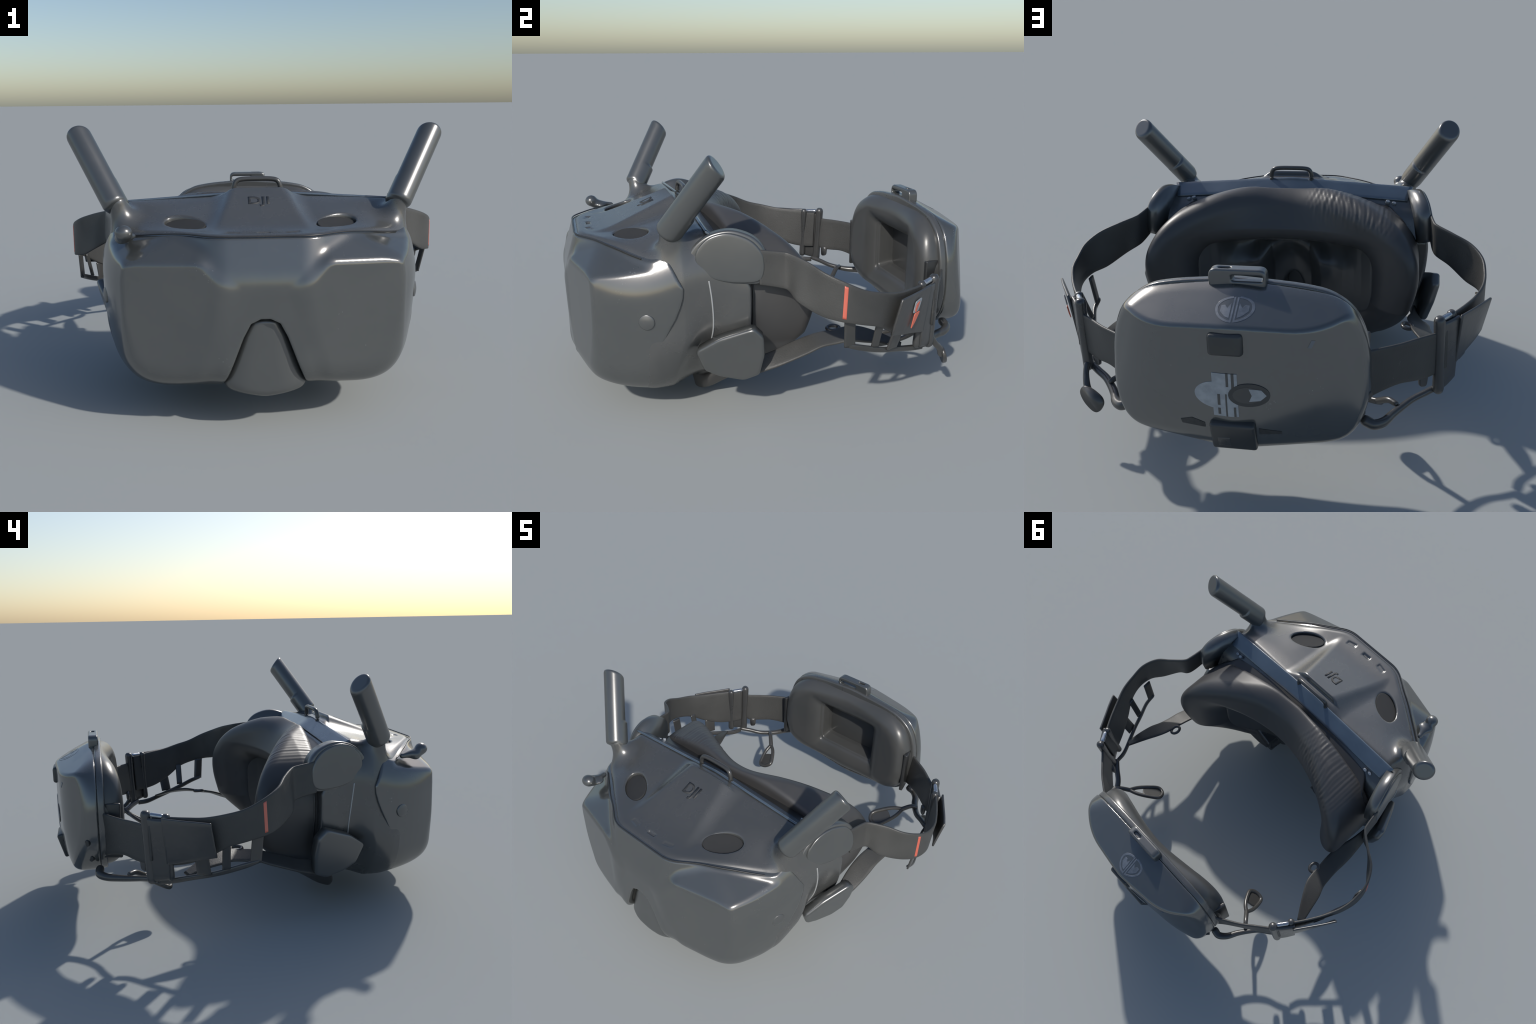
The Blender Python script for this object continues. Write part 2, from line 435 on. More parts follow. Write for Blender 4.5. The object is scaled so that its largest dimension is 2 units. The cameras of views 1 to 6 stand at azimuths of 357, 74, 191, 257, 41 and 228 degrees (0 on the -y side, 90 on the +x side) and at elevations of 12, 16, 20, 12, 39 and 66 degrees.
ANT_A = np.array((0.596, -0.578, 0.860)); ANT_B = np.array((0.775, -0.398, 1.158))
def housing_f(p):
    x, y, z = p; a = np.abs(x); q = (a, y, z)
    inset = 0.003 + 0.009 * sstep(0.40, 0.52, z) - 0.006 * (1 - sstep(0.36, 0.47, z)) * sstep(-0.72, -0.64, y)
    d = front_planes(p) + inset + (0.34 + 0.16*(1 - sstep(0.30, 0.50, z)))*np.maximum(y + 0.53 + 0.03*(1 - sstep(0.25, 0.45, z)), 0)**1.15
    # behind the visor the sides flare outwards again
    flare = plane(q, (0.98, -0.20, 0), 0.739)
    low = plane(q, (0.87, -0.45, -0.20), 0.652)
    low = smax(low, plane(q, (0.80, -0.10, -0.59), 0.80*0.62 + 0.10*0.35 - 0.59*0.31), 0.08)
    rear_side = smax(flare, low, 0.06)
    rear_side = smax(rear_side, plane(q, (0.83, -0.16, 0.53), 0.83*0.645 + 0.16*0.52 + 0.53*0.70), 0.06)
    bot = plane(q, (0.42, 0.0, -0.907), 0.050)
    bot = smax(bot, plane(q, (0, 0.1, -0.995), -0.152), 0.08)
    box2 = smax(smax(rear_side, bot, 0.08), -(y + 0.62), 0.05)
    d = smin(d, box2, 0.05)
    d = smax(d, (z - top_height(a, y)) * 0.9, 0.025)
    # necks of the antennas
    neck = capsule((a, y, z), ANT_A + (-0.035, 0.02, -0.12), ANT_A + (0.004, 0.006, 0.012), 0.040)
    d = smin(d, neck, 0.075)
    # rear end
    rear = y + 0.25 + 0.35*np.maximum(z - 0.62, 0)
    rear = smax(rear, plane(q, (0.05, 0.62, 0.78), 0.435), 0.02)
    d = smax(d, rear, 0.015)
    # recessed vents
    v = np.maximum(vent_ellipse(a, y, 0.0), vent_floor(a, y) - 0.008 - z)
    d = smax(d, -v, 0.008)
    # cavity behind the eyes, open nose gap below
    d = smax(d, -eye_cavity(a, y, z, 0.012), 0.01)
    d = smax(d, -nose_gap(a, y, z), 0.03)
    # nose notch and small slots near the seam
    d = smax(d, -np.maximum(notch(a, z, 0.004), y + 0.80), 0.01)
    for sx, w in ((0.0, 0.024),):
        s = np.maximum(np.abs(x - sx) - w, np.abs(y + 0.868 + 0.1*abs(sx)) - 0.008)
        d = smax(d, -np.maximum(s, 0.781 - z), 0.006)
    t = top_height(a, y)
    shallow = np.maximum(np.abs(a - 0.115 + 0.15*(y + 0.86)) - 0.026, np.abs(y + 0.868 - 0.25*(a - 0.115)) - 0.010)
    d = smax(d, -np.maximum(shallow, t - 0.0035 - z), 0.004)
    return d
housing = sdf_obj("housing", housing_f, (-0.80, -1.0, 0.0), (0.80, -0.20, 0.95), 0.006, M_SHELL)

def out_x(f, y, z, s=1, off=0.0):
    """point of a solid's outer side wall at (y, z)"""
    lo_, hi_ = 0.3, 0.95
    for _ in range(26):
        m = 0.5*(lo_ + hi_)
        if f([np.array([m]), np.array([y]), np.array([z])])[0] < 0: lo_ = m
        else: hi_ = m
    return np.array((s*(lo_ + off), y, z))

# vents: dark mesh discs lying in the recesses
for s in (1, -1):
    ca, sa = math.cos(VENT["ang"]), math.sin(VENT["ang"])
    ring = [(VENT["c"][0] + 0.985*VENT["r"][0]*math.cos(t)*ca - 0.985*VENT["r"][1]*math.sin(t)*sa,
             VENT["c"][1] + 0.985*VENT["r"][0]*math.cos(t)*sa + 0.985*VENT["r"][1]*math.sin(t)*ca) for t in np.linspace(0, 2*math.pi, 48, endpoint=False)]
    ring = [(x, y, vent_floor(x, y)) for x, y in ring]
    ring = mx(ring, s)
    if s < 0: ring = ring[::-1]
    slab("vent", ring, 0.012, M_VENT, bevel=0.003, corner=0.3)

# nose cover
def nose_f(p):
    x, y, z = p; a = np.sqrt(x*x + 0.0002); q = (a, y, z)
    d = plane(q, (0, -1, 0.02), 0.975)
    d = smax(d, plane(q, (0.55, -0.83, 0.10), 0.55*0.110 + 0.83*0.972 + 0.10*0.2), 0.03)
    half = lerp(z, [0.0, 0.14, 0.21, 0.40, 0.455, 0.472], [0.21, 0.195, 0.162, 0.088, 0.058, 0.024])
    d = smax(d, (a - half)*0.9, 0.03)
    d = smax(d, (z - 0.466), 0.02)
    d = smax(d, plane(q, (0, -0.45, -0.893), 0.45*0.96 - 0.893*0.142), 0.03)
    d = smax(d, plane(q, (0.3, -0.1, -0.95), -0.02), 0.05)
    return smax(d, y + 0.64, 0.02)
sdf_obj("nose_cover", nose_f, (-0.24, -1.02, 0.04), (0.24, -0.5, 0.50), 0.005, M_MATT)

# glossy trim strip along the rear top edge
def strip_pt(x, y):
    return (x, y, (0.435 - 0.62*y - 0.05*abs(x))/0.78 + 0.0045)
strip_x = np.linspace(-0.615, 0.615, 13)
strip_front = [strip_pt(x, -0.424) for x in strip_x]
strip_rear = [strip_pt(x*0.96, -0.352) for x in strip_x]
ribbon("trim_strip", strip_front, strip_rear, 0.012, M_STRIP, n=60, nv=6)

# carrying loop on top, logo, joystick, side buttons, pale side seams
tube("loop_handle", [(-0.105, -0.418, 0.875), (-0.105, -0.418, 0.915), (-0.095, -0.416, 0.940), (-0.07, -0.413, 0.949), (0.0, -0.412, 0.951), (0.065, -0.413, 0.949), (0.09, -0.416, 0.940), (0.10, -0.418, 0.915), (0.10, -0.418, 0.875)], 0.011, M_CORD, n=60)

for s in (1, -1):
    c = out_x(visor_f, -0.684, 0.503); nrm = np.array((0.93, -0.35, 0.03)); nrm /= np.linalg.norm(nrm)
    e1 = np.cross((0, 0, 1), nrm); e1 /= np.linalg.norm(e1); e2 = np.cross(nrm, e1)
    pts = [c + nrm*0.005 + 0.034*(math.cos(t)*e1 + math.sin(t)*e2) for t in np.linspace(0, 2*math.pi, 32, endpoint=False)]
    pts = mx(pts, s)
    if s < 0: pts = pts[::-1]
    slab("side_button", pts, 0.03, M_MATT, bevel=0.006, dome=0.004, corner=0.3)

def joystick_f(p):
    d = capsule(p, (-0.560, -0.790, 0.762), (-0.546, -0.822, 0.787), 0.025)
    d = smin(d, ellipsoid(p, (-0.545, -0.825, 0.788), (0.034, 0.030, 0.028)), 0.012)
    d = smin(d, ellipsoid(p, (-0.535, -0.775, 0.765), (0.03, 0.03, 0.014)), 0.02)
    d = smin(d, capsule(p, (-0.545, -0.80, 0.765), (-0.555, -0.72, 0.758), 0.013), 0.02)
    return d
sdf_obj("joystick", joystick_f, (-0.62, -0.88, 0.72), (-0.47, -0.68, 0.84), 0.003, M_MATT)

# thin dark beads that draw the dark line along the seam between visor and top shell
def on_top(x, y):
    return float(top_height(np.array([abs(x)]), np.array([y]))[0])
def seam_point(x):
    lo_, hi_ = -1.05, -0.45
    for _ in range(28):
        m = 0.5*(lo_ + hi_); z = on_top(x, m)
        if front_planes([np.array([x]), np.array([m]), np.array([z - 0.004])])[0] > -0.001: lo_ = m
        else: hi_ = m
    return np.array((x, lo_, on_top(x, lo_) - 0.004))
for s in (1, -1):
    path = [seam_point(x) * (s, 1, 1) for x in np.linspace(0.0, 0.565, 26)]
    tube("seam_dark_line", path, 0.0034, M_DARK, n=130, m=8)
    path = [out_x(visor_f, float(seam_y(z)) - 0.006, z, s, -0.002) for z in np.linspace(0.660, 0.43, 15)]
    tube("seam_dark_line", path, [0.003, 0.0045, 0.004, 0.002], M_DARK, n=60, m=8)

# ------------------------------------------------------------------ antennas
def antenna_f(p):
    q = [p[i] - ANT_A[i] for i in range(3)]
    d = ANT_B - ANT_A; L = np.linalg.norm(d); u = d / L
    t = q[0]*u[0] + q[1]*u[1] + q[2]*u[2]
    r = np.sqrt(np.maximum(q[0]**2 + q[1]**2 + q[2]**2 - t*t, 0))
    f = smax(r - 0.0535, -t - 0.004, 0.022)
    f = smax(f, plane(p, (0.35, 0.75, 0.56), 0.6145), 0.018)
    # collar around the rear of the lower third
    side = np.array((-0.35, 0.75, -0.25)); side -= u*(side @ u); side /= np.linalg.norm(side)
    qq = [q[i] - side[i]*0.015 for i in range(3)]
    tt = qq[0]*u[0] + qq[1]*u[1] + qq[2]*u[2]
    r2 = np.sqrt(np.maximum(qq[0]**2 + qq[1]**2 + qq[2]**2 - tt*tt, 0))
    col = smax(r2 - 0.049, np.abs(tt - 0.055) - 0.065, 0.012)
    return smin(f, col, 0.006)
ant = sdf_mesh("antenna", antenna_f, (0.47, -0.68, 0.78), (0.90, -0.30, 1.24), 0.004)
link("antenna", ant, M_MATT)
ant2 = ant.copy()
co = np.empty(len(ant2.vertices)*3, np.float32); ant2.vertices.foreach_get("co", co); co = co.reshape(-1, 3); co[:, 0] *= -1
co[:, 0] -= 0.010
ant2.vertices.foreach_set("co", co.ravel()); ant2.flip_normals(); ant2.update()
link("antenna", ant2, None)

# ------------------------------------------------------------------ side pads
WEDGE = (0.708, 0.31, 0.29)     # x = c + cy*y + cz*z: tilt of the lower wedge plates
for s in (1, -1):
    # temple pad: base flange and raised face, tilted plate
    def tp(y, z, off=0.0):
        n = np.array((0.955, -0.296, 0.0))
        x = 0.708 + (y + 0.222) * 0.25 - 0.07*(z - 0.654)
        return np.array((x, y, z)) + n*off
    base = [tp(-0.525, 0.700), tp(-0.49, 0.655), tp(-0.41, 0.635), tp(-0.30, 0.640), tp(-0.20, 0.640), tp(-0.185, 0.70), tp(-0.19, 0.79), tp(-0.24, 0.845), tp(-0.33, 0.875), tp(-0.42, 0.855), tp(-0.49, 0.80)]
    face = [tp(-0.475, 0.735, .010), tp(-0.43, 0.675, .010), tp(-0.34, 0.650, .010), tp(-0.215, 0.650, .010), tp(-0.195, 0.70, .010), tp(-0.20, 0.775, .010), tp(-0.25, 0.835, .010), tp(-0.34, 0.865, .010), tp(-0.42, 0.845, .010), tp(-0.47, 0.79, .010)]
    for nm, pl, th, bv, m in (("temple_flange", base, 0.06, 0.012, M_MATT), ("temple_pad", face, 0.03, 0.008, M_MATT)):
        pl = mx(pl, s)
        if s < 0: pl = pl[::-1]
        slab(nm, pl, th, m, bevel=bv, dome=0.003, corner=0.45)
    # lower wedge pad
    def wp(y, z):
        return (WEDGE[0] + WEDGE[1]*y + WEDGE[2]*z + 0.004, y, z)
    pl = [wp(y, z) for y, z in ((-0.490, 0.348), (-0.450, 0.250), (-0.385, 0.218), (-0.285, 0.198), (-0.222, 0.228), (-0.208, 0.330), (-0.218, 0.420), (-0.262, 0.466), (-0.40, 0.412))]
    pl = mx(pl, s)
    if s < 0: pl = pl[::-1]
    slab("lower_side_pad", pl, 0.05, M_MATT, bevel=0.014, corner=0.16, back_scale=0.97)
    # pale seam line between the pads
    tube("pale_seam", [out_x(housing_f, y, z, s, 0.0) for y, z in ((-0.424, 0.66), (-0.416, 0.60), (-0.410, 0.54), (-0.406, 0.48), (-0.406, 0.43), (-0.412, 0.37))], 0.0036, M_WHITE, n=24, m=8)

# ------------------------------------------------------------------ face cushion, plate and inner mask
def cushion_f(p):
    x, y, z = p; a = np.sqrt(x*x + 0.0006)
    rear = head_curve(a) - 0.70*np.maximum(0.36 - z, 0) - 0.50*np.maximum(z - 0.70, 0)*(1 - 0.85*sstep(0.02, 0.42, a))
    body = round_extrude(smax(pad_outline(a, z), -pad_opening(a, z), 0.03), (y - rear) * 0.85, 0.09)
    body = body + 0.10*np.maximum(-0.20 - y, 0)
    # creases in the leather, mostly on one side of the brow
    win = sstep(-0.60, -0.42, x) * (1 - sstep(-0.22, -0.08, x)) * sstep(0.70, 0.80, z)
    body = body + 0.0011*win*(np.sin(190*(x + 0.25*z) + 4*np.sin(23*z + 9*x)) * np.sin(31*x + 40*z) + 0.6*np.sin(310*x - 70*z + 3*np.sin(40*z)))
    front = 0.33 - 0.10*a + 0.13*sstep(0.32, 0.05, z)
    return smax(body, -(y + front), 0.03)
sdf_obj("face_cushion", cushion_f, (-0.72, -0.50, -0.04), (0.72, 0.14, 0.93), 0.006, M_FOAM)

def plate_f(p):
    x, y, z = p; a = np.sqrt(x*x + 0.0006)
    out = pad_outer(a, z) - 0.012
    lobe = lerp(a, [0.0, 0.10, 0.17, 0.22, 0.29, 0.38, 0.46, 0.60], [0.30, 0.28, 0.2, 0.11, 0.09, 0.11, 0.16, 0.25])
    out = smax(out, (lobe - z) * 0.7, 0.06)
    top = z - (0.826 - 0.13*a*a + 0.3*np.minimum(-(y + 0.35), 0.1))
    d = smax(out, top, 0.02)
    d = smax(d, y + 0.255 - 0.05*a, 0.03)
    d = smax(d, -(y + 0.44 - 0.20*sstep(0.42, 0.60, a)), 0.02)
    d = smax(d, -pad_opening(a, z), 0.02)
    return smax(d, -nose_gap(a, y, z), 0.03)
sdf_obj("face_frame", plate_f, (-0.74, -0.48, 0.02), (0.74, -0.10, 0.90), 0.007, M_DARK)

def mask_f(p):
    x, y, z = p; a = np.sqrt(x*x + 0.0004)
    m = mask_depth(a, z)
    d = smax(y - m, m - 0.05 - y, 0.01) * 0.5
    d = smax(d, pad_opening(a, z) - 0.02, 0.01)
    return smax(d, -nose_gap(a, y, z), 0.02)
sdf_obj("inner_mask", mask_f, (-0.52, -0.66, 0.10), (0.52, -0.06, 0.70), 0.007, M_PACKPAD)

# pale screw dots at the frame corners
for s in (1, -1):
    for k, c in enumerate(((0.498, -0.330, 0.812), (0.528, -0.336, 0.803))):
        c = np.array(c)*(s, 1, 1); nrm = np.array((0.25*s, 0.45, 0.86)); nrm /= np.linalg.norm(nrm)
        e1 = np.cross(nrm, (0, 1, 0)); e1 /= np.linalg.norm(e1); e2 = np.cross(nrm, e1)
        slab("screw_dot", [c + 0.011*(math.cos(t)*e1 + 0.7*math.sin(t)*e2) for t in np.linspace(0, 2*math.pi, 16, endpoint=False)], 0.02, M_PALE, bevel=0.002, corner=0.3)

# ------------------------------------------------------------------ straps
strap_top = [(0.70, -0.23, 0.790), (0.715, -0.13, 0.778), (0.728, -0.098, 0.772), (0.80, -0.042, 0.750), (0.876, 0.006, 0.721), (0.9215, 0.082, 0.686), (0.930, 0.165, 0.649), (0.926, 0.25, 0.628), (0.892, 0.335, 0.610), (0.846, 0.417, 0.604), (0.798, 0.490, 0.600), (0.755, 0.550, 0.598)]
strap_bot = [(0.712, -0.22, 0.640), (0.722, -0.135, 0.622), (0.740, -0.100, 0.610), (0.795, -0.080, 0.578), (0.864, -0.005, 0.535), (0.9175, 0.064, 0.520), (0.931, 0.150, 0.502), (0.916, 0.235, 0.475), (0.874, 0.315, 0.425), (0.828, 0.40, 0.385), (0.788, 0.475, 0.370), (0.750, 0.54, 0.37)]
rear_top = [(0.760, 0.560, 0.560), (0.712, 0.593, 0.556), (0.653, 0.640, 0.557), (0.590, 0.690, 0.556), (0.505, 0.742, 0.555), (0.46, 0.77, 0.555)]
rear_bot = [(0.765, 0.560, 0.395), (0.70, 0.585, 0.365), (0.649, 0.625, 0.366), (0.58, 0.672, 0.372), (0.50, 0.725, 0.355), (0.46, 0.755, 0.34)]
def tuck(pts):      # rear half of the strap runs a little inside the folded flap
    return [(x - 0.012*float(sstep(0.12, 0.30, np.array(y))), y, z) for x, y, z in pts]
strap_top = tuck(strap_top); strap_bot = tuck(strap_bot)
for s in (1, -1):
    st = ribbon("side_strap", mx(strap_top, s), mx(strap_bot, s), 0.013, M_STRAP, n=110, nv=12)
    ribbon("rear_strap", mx(rear_top, s), mx(rear_bot, s), 0.013, M_STRAP, n=40, nv=10)
    # red stitched mark
    T = catmull(strap_top, 440); Bt = catmull(strap_bot, 440)
    k0 = int(np.argmin(np.abs(T[:, 1] - 0.082) + 10*(T[:, 0] < 0.85)))
    tan = T[k0 + 4] + Bt[k0 + 4] - T[k0 - 4] - Bt[k0 - 4]
    nrm = np.cross(tan, Bt[k0] - T[k0]); nrm /= np.linalg.norm(nrm)
    if nrm[0] < 0: nrm = -nrm
    edge = lambda k: [T[k] + (Bt[k] - T[k])*v + nrm*0.0062 for v in (0.09, 0.36, 0.64, 0.90)]
    ribbon("red_mark", mx(edge(k0 - 4), s), mx(edge(k0 + 4), s), 0.004, M_RED, n=16, nv=3)
    # folded flap outside the strap
    ft = [(0.942, 0.318, 0.598), (0.908, 0.375, 0.600), (0.870, 0.432, 0.600), (0.815, 0.515, 0.602)]
    fb = [(0.912, 0.290, 0.433), (0.884, 0.35, 0.420), (0.850, 0.41, 0.405), (0.798, 0.495, 0.38)]
    ribbon("strap_flap", mx(ft, s), mx(fb, s), 0.011, M_BUCKLE, n=30, nv=10)
    # buckle: two upright bars, cross sleeve and pin
    tube("buckle", mx([(0.730, 0.578, 0.600), (0.735, 0.572, 0.45), (0.738, 0.562, 0.300)], s), [0.023, 0.021, 0.023], M_BUCKLE, n=24, up=(0, 1, 0))
    ribbon("buckle_sleeve", mx([(0.738, 0.576, 0.592), (0.770, 0.540, 0.590), (0.806, 0.494, 0.592)], s), mx([(0.742, 0.560, 0.292), (0.770, 0.524, 0.300), (0.796, 0.482, 0.31)], s), 0.022, M_BUCKLE, n=20, nv=10)
    tube("buckle_bar", mx([(0.778, 0.492, 0.594), (0.782, 0.488, 0.46), (0.780, 0.482, 0.320)], s), [0.019, 0.016, 0.019], M_BUCKLE, n=24, up=(0, 1, 0))
    tube("buckle_pin", mx([(0.742, 0.552, 0.600), (0.770, 0.512, 0.598)], s), 0.012, M_CHROME, n=6)
    # keeper tab hanging under the rear strap
    slab("strap_tab", (lambda L: L[::-1] if s < 0 else L)(list(mx([(0.700, 0.588, 0.38), (0.665, 0.612, 0.38), (0.668, 0.608, 0.325), (0.695, 0.588, 0.320)], s)))[::-1], 0.014, M_BUCKLE, bevel=0.005, corner=0.35)
    # ladder tabs below the side strap and the rail joining them
    ox = 0.0 if s > 0 else 0.022
    bars = [((0.905, 0.106, 0.52), (0.880 + ox, 0.118, 0.392), 0.026), ((0.898, 0.245, 0.49), (0.852 + ox, 0.245, 0.365), 0.019), ((0.850, 0.350, 0.42), (0.824 + ox*0.6, 0.338, 0.335), 0.034)]
    for a, b, w in bars:
        a = np.array(a); b = np.array(b); tdir = np.array((-0.10, 0.99, 0)) if a[1] < 0.3 else np.array((-0.4, 0.9, 0))
        ribbon("ladder_bar", mx([a - tdir*w, (a+b)/2 - tdir*w, b - tdir*w], s), mx([a + tdir*w, (a+b)/2 + tdir*w, b + tdir*w], s), 0.011, M_CORD, n=12, nv=4)
    rt = [(0.880, 0.098, 0.410), (0.878, 0.16, 0.396), (0.852, 0.238, 0.368), (0.828, 0.308, 0.345), (0.792, 0.387, 0.325), (0.755, 0.47, 0.305), (0.742, 0.53, 0.30)]
    rb = [(0.878, 0.105, 0.388), (0.874, 0.165, 0.366), (0.846, 0.240, 0.338), (0.820, 0.310, 0.318), (0.784, 0.387, 0.298), (0.748, 0.47, 0.276), (0.738, 0.53, 0.272)]
    if s < 0:
        rt = [np.array(p) + np.array((0.024*(1 - k/6), 0, 0)) for k, p in enumerate(rt)]; rb = [np.array(p) + np.array((0.024*(1 - k/6), 0, 0)) for k, p in enumerate(rb)]
    ribbon("strap_rail", mx(rt, s), mx(rb, s), 0.016, M_CORD, n=50, nv=5)
    # lower flat strap from the side pads to the rail
    lt = [(0.640, -0.27, 0.285), (0.628, -0.16, 0.295), (0.614, -0.07, 0.317), (0.610, 0.0, 0.337), (0.614, 0.06, 0.354), (0.622, 0.12, 0.364), (0.628, 0.18, 0.373), (0.642, 0.24, 0.381), (0.690, 0.325, 0.362), (0.752, 0.42, 0.322)]
    lb = [(0.672, -0.25, 0.215), (0.690, -0.15, 0.245), (0.704, -0.07, 0.277), (0.710, 0.0, 0.303), (0.713, 0.063, 0.328), (0.718, 0.125, 0.337), (0.728, 0.186, 0.346), (0.750, 0.243, 0.344), (0.768, 0.32, 0.335), (0.785, 0.40, 0.312)]
    ribbon("lower_strap", mx(lt, s), mx(lb, s), 0.012, M_STRAP, n=70, nv=8)
    c = np.array((0.612, 0.150, 0.368))
    ringp = [c + np.array((-0.022*math.sin(t), 0.028*math.cos(t), 0.004*math.sin(t))) for t in np.linspace(0, 2*math.pi, 14, endpoint=False)]
    tube("strap_eyelet", mx(ringp, s), 0.009, M_CORD, n=28, m=8, closed=True, up=(0, 0, 1))
    # cable from the pack to the buckle, and the thin cord above it
    tube("pack_cable", mx([(0.468, 0.790, 0.275), (0.500, 0.792, 0.262), (0.535, 0.760, 0.256), (0.563, 0.707, 0.256), (0.60, 0.655, 0.262), (0.640, 0.61, 0.272), (0.690, 0.575, 0.285), (0.735, 0.54, 0.295)], s), [0.021, 0.021, 0.020, 0.019, 0.017, 0.016, 0.016, 0.016] if s > 0 else [0.021, 0.020, 0.018, 0.016, 0.014, 0.013, 0.013, 0.013], M_CORD, n=60)
    # hanging pull tongue with an eye
    if s < 0:
        A, H, E_, w = np.array((-0.575, 0.655, 0.275)), np.array((-0.505, 0.585, 0.238)), np.array((-0.452, 0.462, 0.168)), 0.044
    else:
        A, H, E_, w = np.array((0.60, 0.655, 0.285)), np.array((0.540, 0.600, 0.270)), np.array((0.418, 0.462, 0.202)), 0.044
    tube("pull_cord", [A, A*0.6 + H*0.4 + (0, 0, 0.012), H], [0.012, 0.013, 0.014], M_CORD, n=14, m=10)
    dirv = E_ - H; Lg = np.linalg.norm(dirv); dirv /= Lg
    sd = np.cross(dirv, (0.3*s, -0.2, 0.93)); sd /= np.linalg.norm(sd); nrm = np.cross(sd, dirv)
    loop = [H + dirv*Lg*u + sd*v for u, v in ((-0.02, 0.0), (0.25, 0.026), (0.6, 0.040), (0.92, 0.040), (1.03, 0.0), (0.92, -0.040), (0.6, -0.040), (0.25, -0.026))]
    tube("pull_ring", loop, 0.0115, M_CORD, n=56, m=10, closed=True, up=nrm)
    pad = [H + dirv*Lg*u + sd*v for u, v in ((0.42, 0.030), (0.95, 0.038), (1.0, 0.0), (0.95, -0.038), (0.42, -0.030))]
    slab("pull_tongue", pad, 0.012, M_CORD, bevel=0.004, corner=0.3)

# loose paddle end hanging from the buckle on one side
tube("paddle_stem", [(0.735, 0.582, 0.315), (0.733, 0.605, 0.285), (0.724, 0.628, 0.262), (0.716, 0.642, 0.240), (0.706, 0.652, 0.222)], [0.014, 0.013, 0.014, 0.015, 0.017], M_CORD, n=24)
pc = np.array((0.683, 0.664, 0.205)); pu = np.array((-0.80, 0.35, -0.48)); pu /= np.linalg.norm(pu); pn = np.array((0.35, 0.86, 0.30)); pv = np.cross(pn, pu); pv /= np.linalg.norm(pv)
slab("paddle", [pc + pu*a*0.064 + pv*b*0.042 for a, b in ((-1, -0.45), (-0.3, -0.95), (0.6, -1.0), (1.0, -0.6), (1.0, 0.5), (0.6, 0.95), (-0.3, 0.85), (-1, 0.45))][::-1], 0.016, M_CORD, bevel=0.007, corner=0.45)

# mark on the flap (+x side): red flash with a pale patch
def quad(name, pts, mat):
    slab(name, pts, 0.004, mat, bevel=0.0015, corner=0.2)
def flap_pt(u, v, off=0.011):
    ft = np.array((0.928, 0.342, 0.598))*(1-u) + np.array((0.835, 0.495, 0.600))*u
    fb = np.array((0.902, 0.320, 0.430))*(1-u) + np.array((0.832, 0.480, 0.405))*u
    n = np.array((0.85, 0.5, -0.10)); n /= np.linalg.norm(n)
    return ft*(1-v) + fb*v + n*off
for nm, uv, m in (("pale_mark", [(0.42, 0.20), (0.68, 0.14), (0.60, 0.45), (0.40, 0.50)], M_PALE), ("red_flash", [(0.46, 0.26), (0.60, 0.20), (0.50, 0.48), (0.44, 0.44)], M_RED),
                  ("red_flash", [(0.46, 0.50), (0.66, 0.46), (0.55, 0.70), (0.42, 0.90)], M_RED)):
    L = [flap_pt(u, v, 0.0095 if m is M_PALE else 0.0105) for u, v in uv]
    quad(nm, L[::-1], m)

# ------------------------------------------------------------------ rear battery pack
def pack_outline(a, z):
    q = (a, 0*a, z)
    d = plane(q, (0.08, 0, 0.997), 0.830)
    d = smax(d, plane(q, (0.38, 0, 0.925), 0.38*0.38 + 0.925*0.785 + 0.004), 0.05)
    d = smax(d, plane(q, (0.80, 0, 0.60), 0.80*0.455 + 0.60*0.70 - 0.002), 0.06)
    d = smax(d, plane(q, (1, 0, 0.03), 0.503), 0.07)
    d = smax(d, plane(q, (0.85, 0, -0.53), 0.85*0.442 - 0.53*0.30), 0.05)
    d = smax(d, plane(q, (0.12, 0, -0.993), -0.190), 0.07)
    return d
def pack_recess(x, y, z, floor):
    flare = 0.10*np.clip(0.80 - y, 0, 0.06) + 0.40*np.clip(0.74 - y, 0, 0.12)
    rec = smax(np.abs(x) - 0.187 - flare, np.maximum(z - 0.637 - flare, 0.393 - 2.4*flare - z), 0.03)
    return smax(rec, y - floor, 0.012)
def pack_f(p):
    x, y, z = p; a = np.sqrt(x*x + 0.0006); q = (a, y, z)
    d = plane(q, (0.115, 0.993, 0), 0.985)
    d = smax(d, plane(q, (0.16, 0.945, -0.28), 0.852), 0.04)
    d = smax(d, plane(q, (0.12, 0.60, -0.79), 0.397), 0.03)
    d = smax(d, plane(q, (0.58, 0.78, 0.12), 0.58*0.31 + 0.78*0.945 + 0.12*0.71 + 0.004), 0.05)
    d = smax(d, plane(q, (0.114, 0.466, 0.885), 1.108), 0.014)
    d = smax(d, pack_outline(a, z), 0.03)
    d = smax(d, 0.784 - y, 0.012)
    return smax(d, -pack_recess(x, y, z, 0.85) + 0.014, 0.01)
pack = sdf_obj("battery_shell", pack_f, (-0.54, 0.74, 0.10), (0.54, 1.03, 0.90), 0.006, M_VISOR)

def rim_f(p):
    x, y, z = p; a = np.sqrt(x*x + 0.0006)
    o = pack_outline(a, z)
    d = smax(o + 0.004, np.abs(y - 0.768) - 0.018, 0.010)
    return smax(d, -pack_recess(x, y, z, 0.9) + 0.012, 0.01)
sdf_obj("pack_rim", rim_f, (-0.54, 0.73, 0.10), (0.54, 0.80, 0.90), 0.005, M_SHELL)

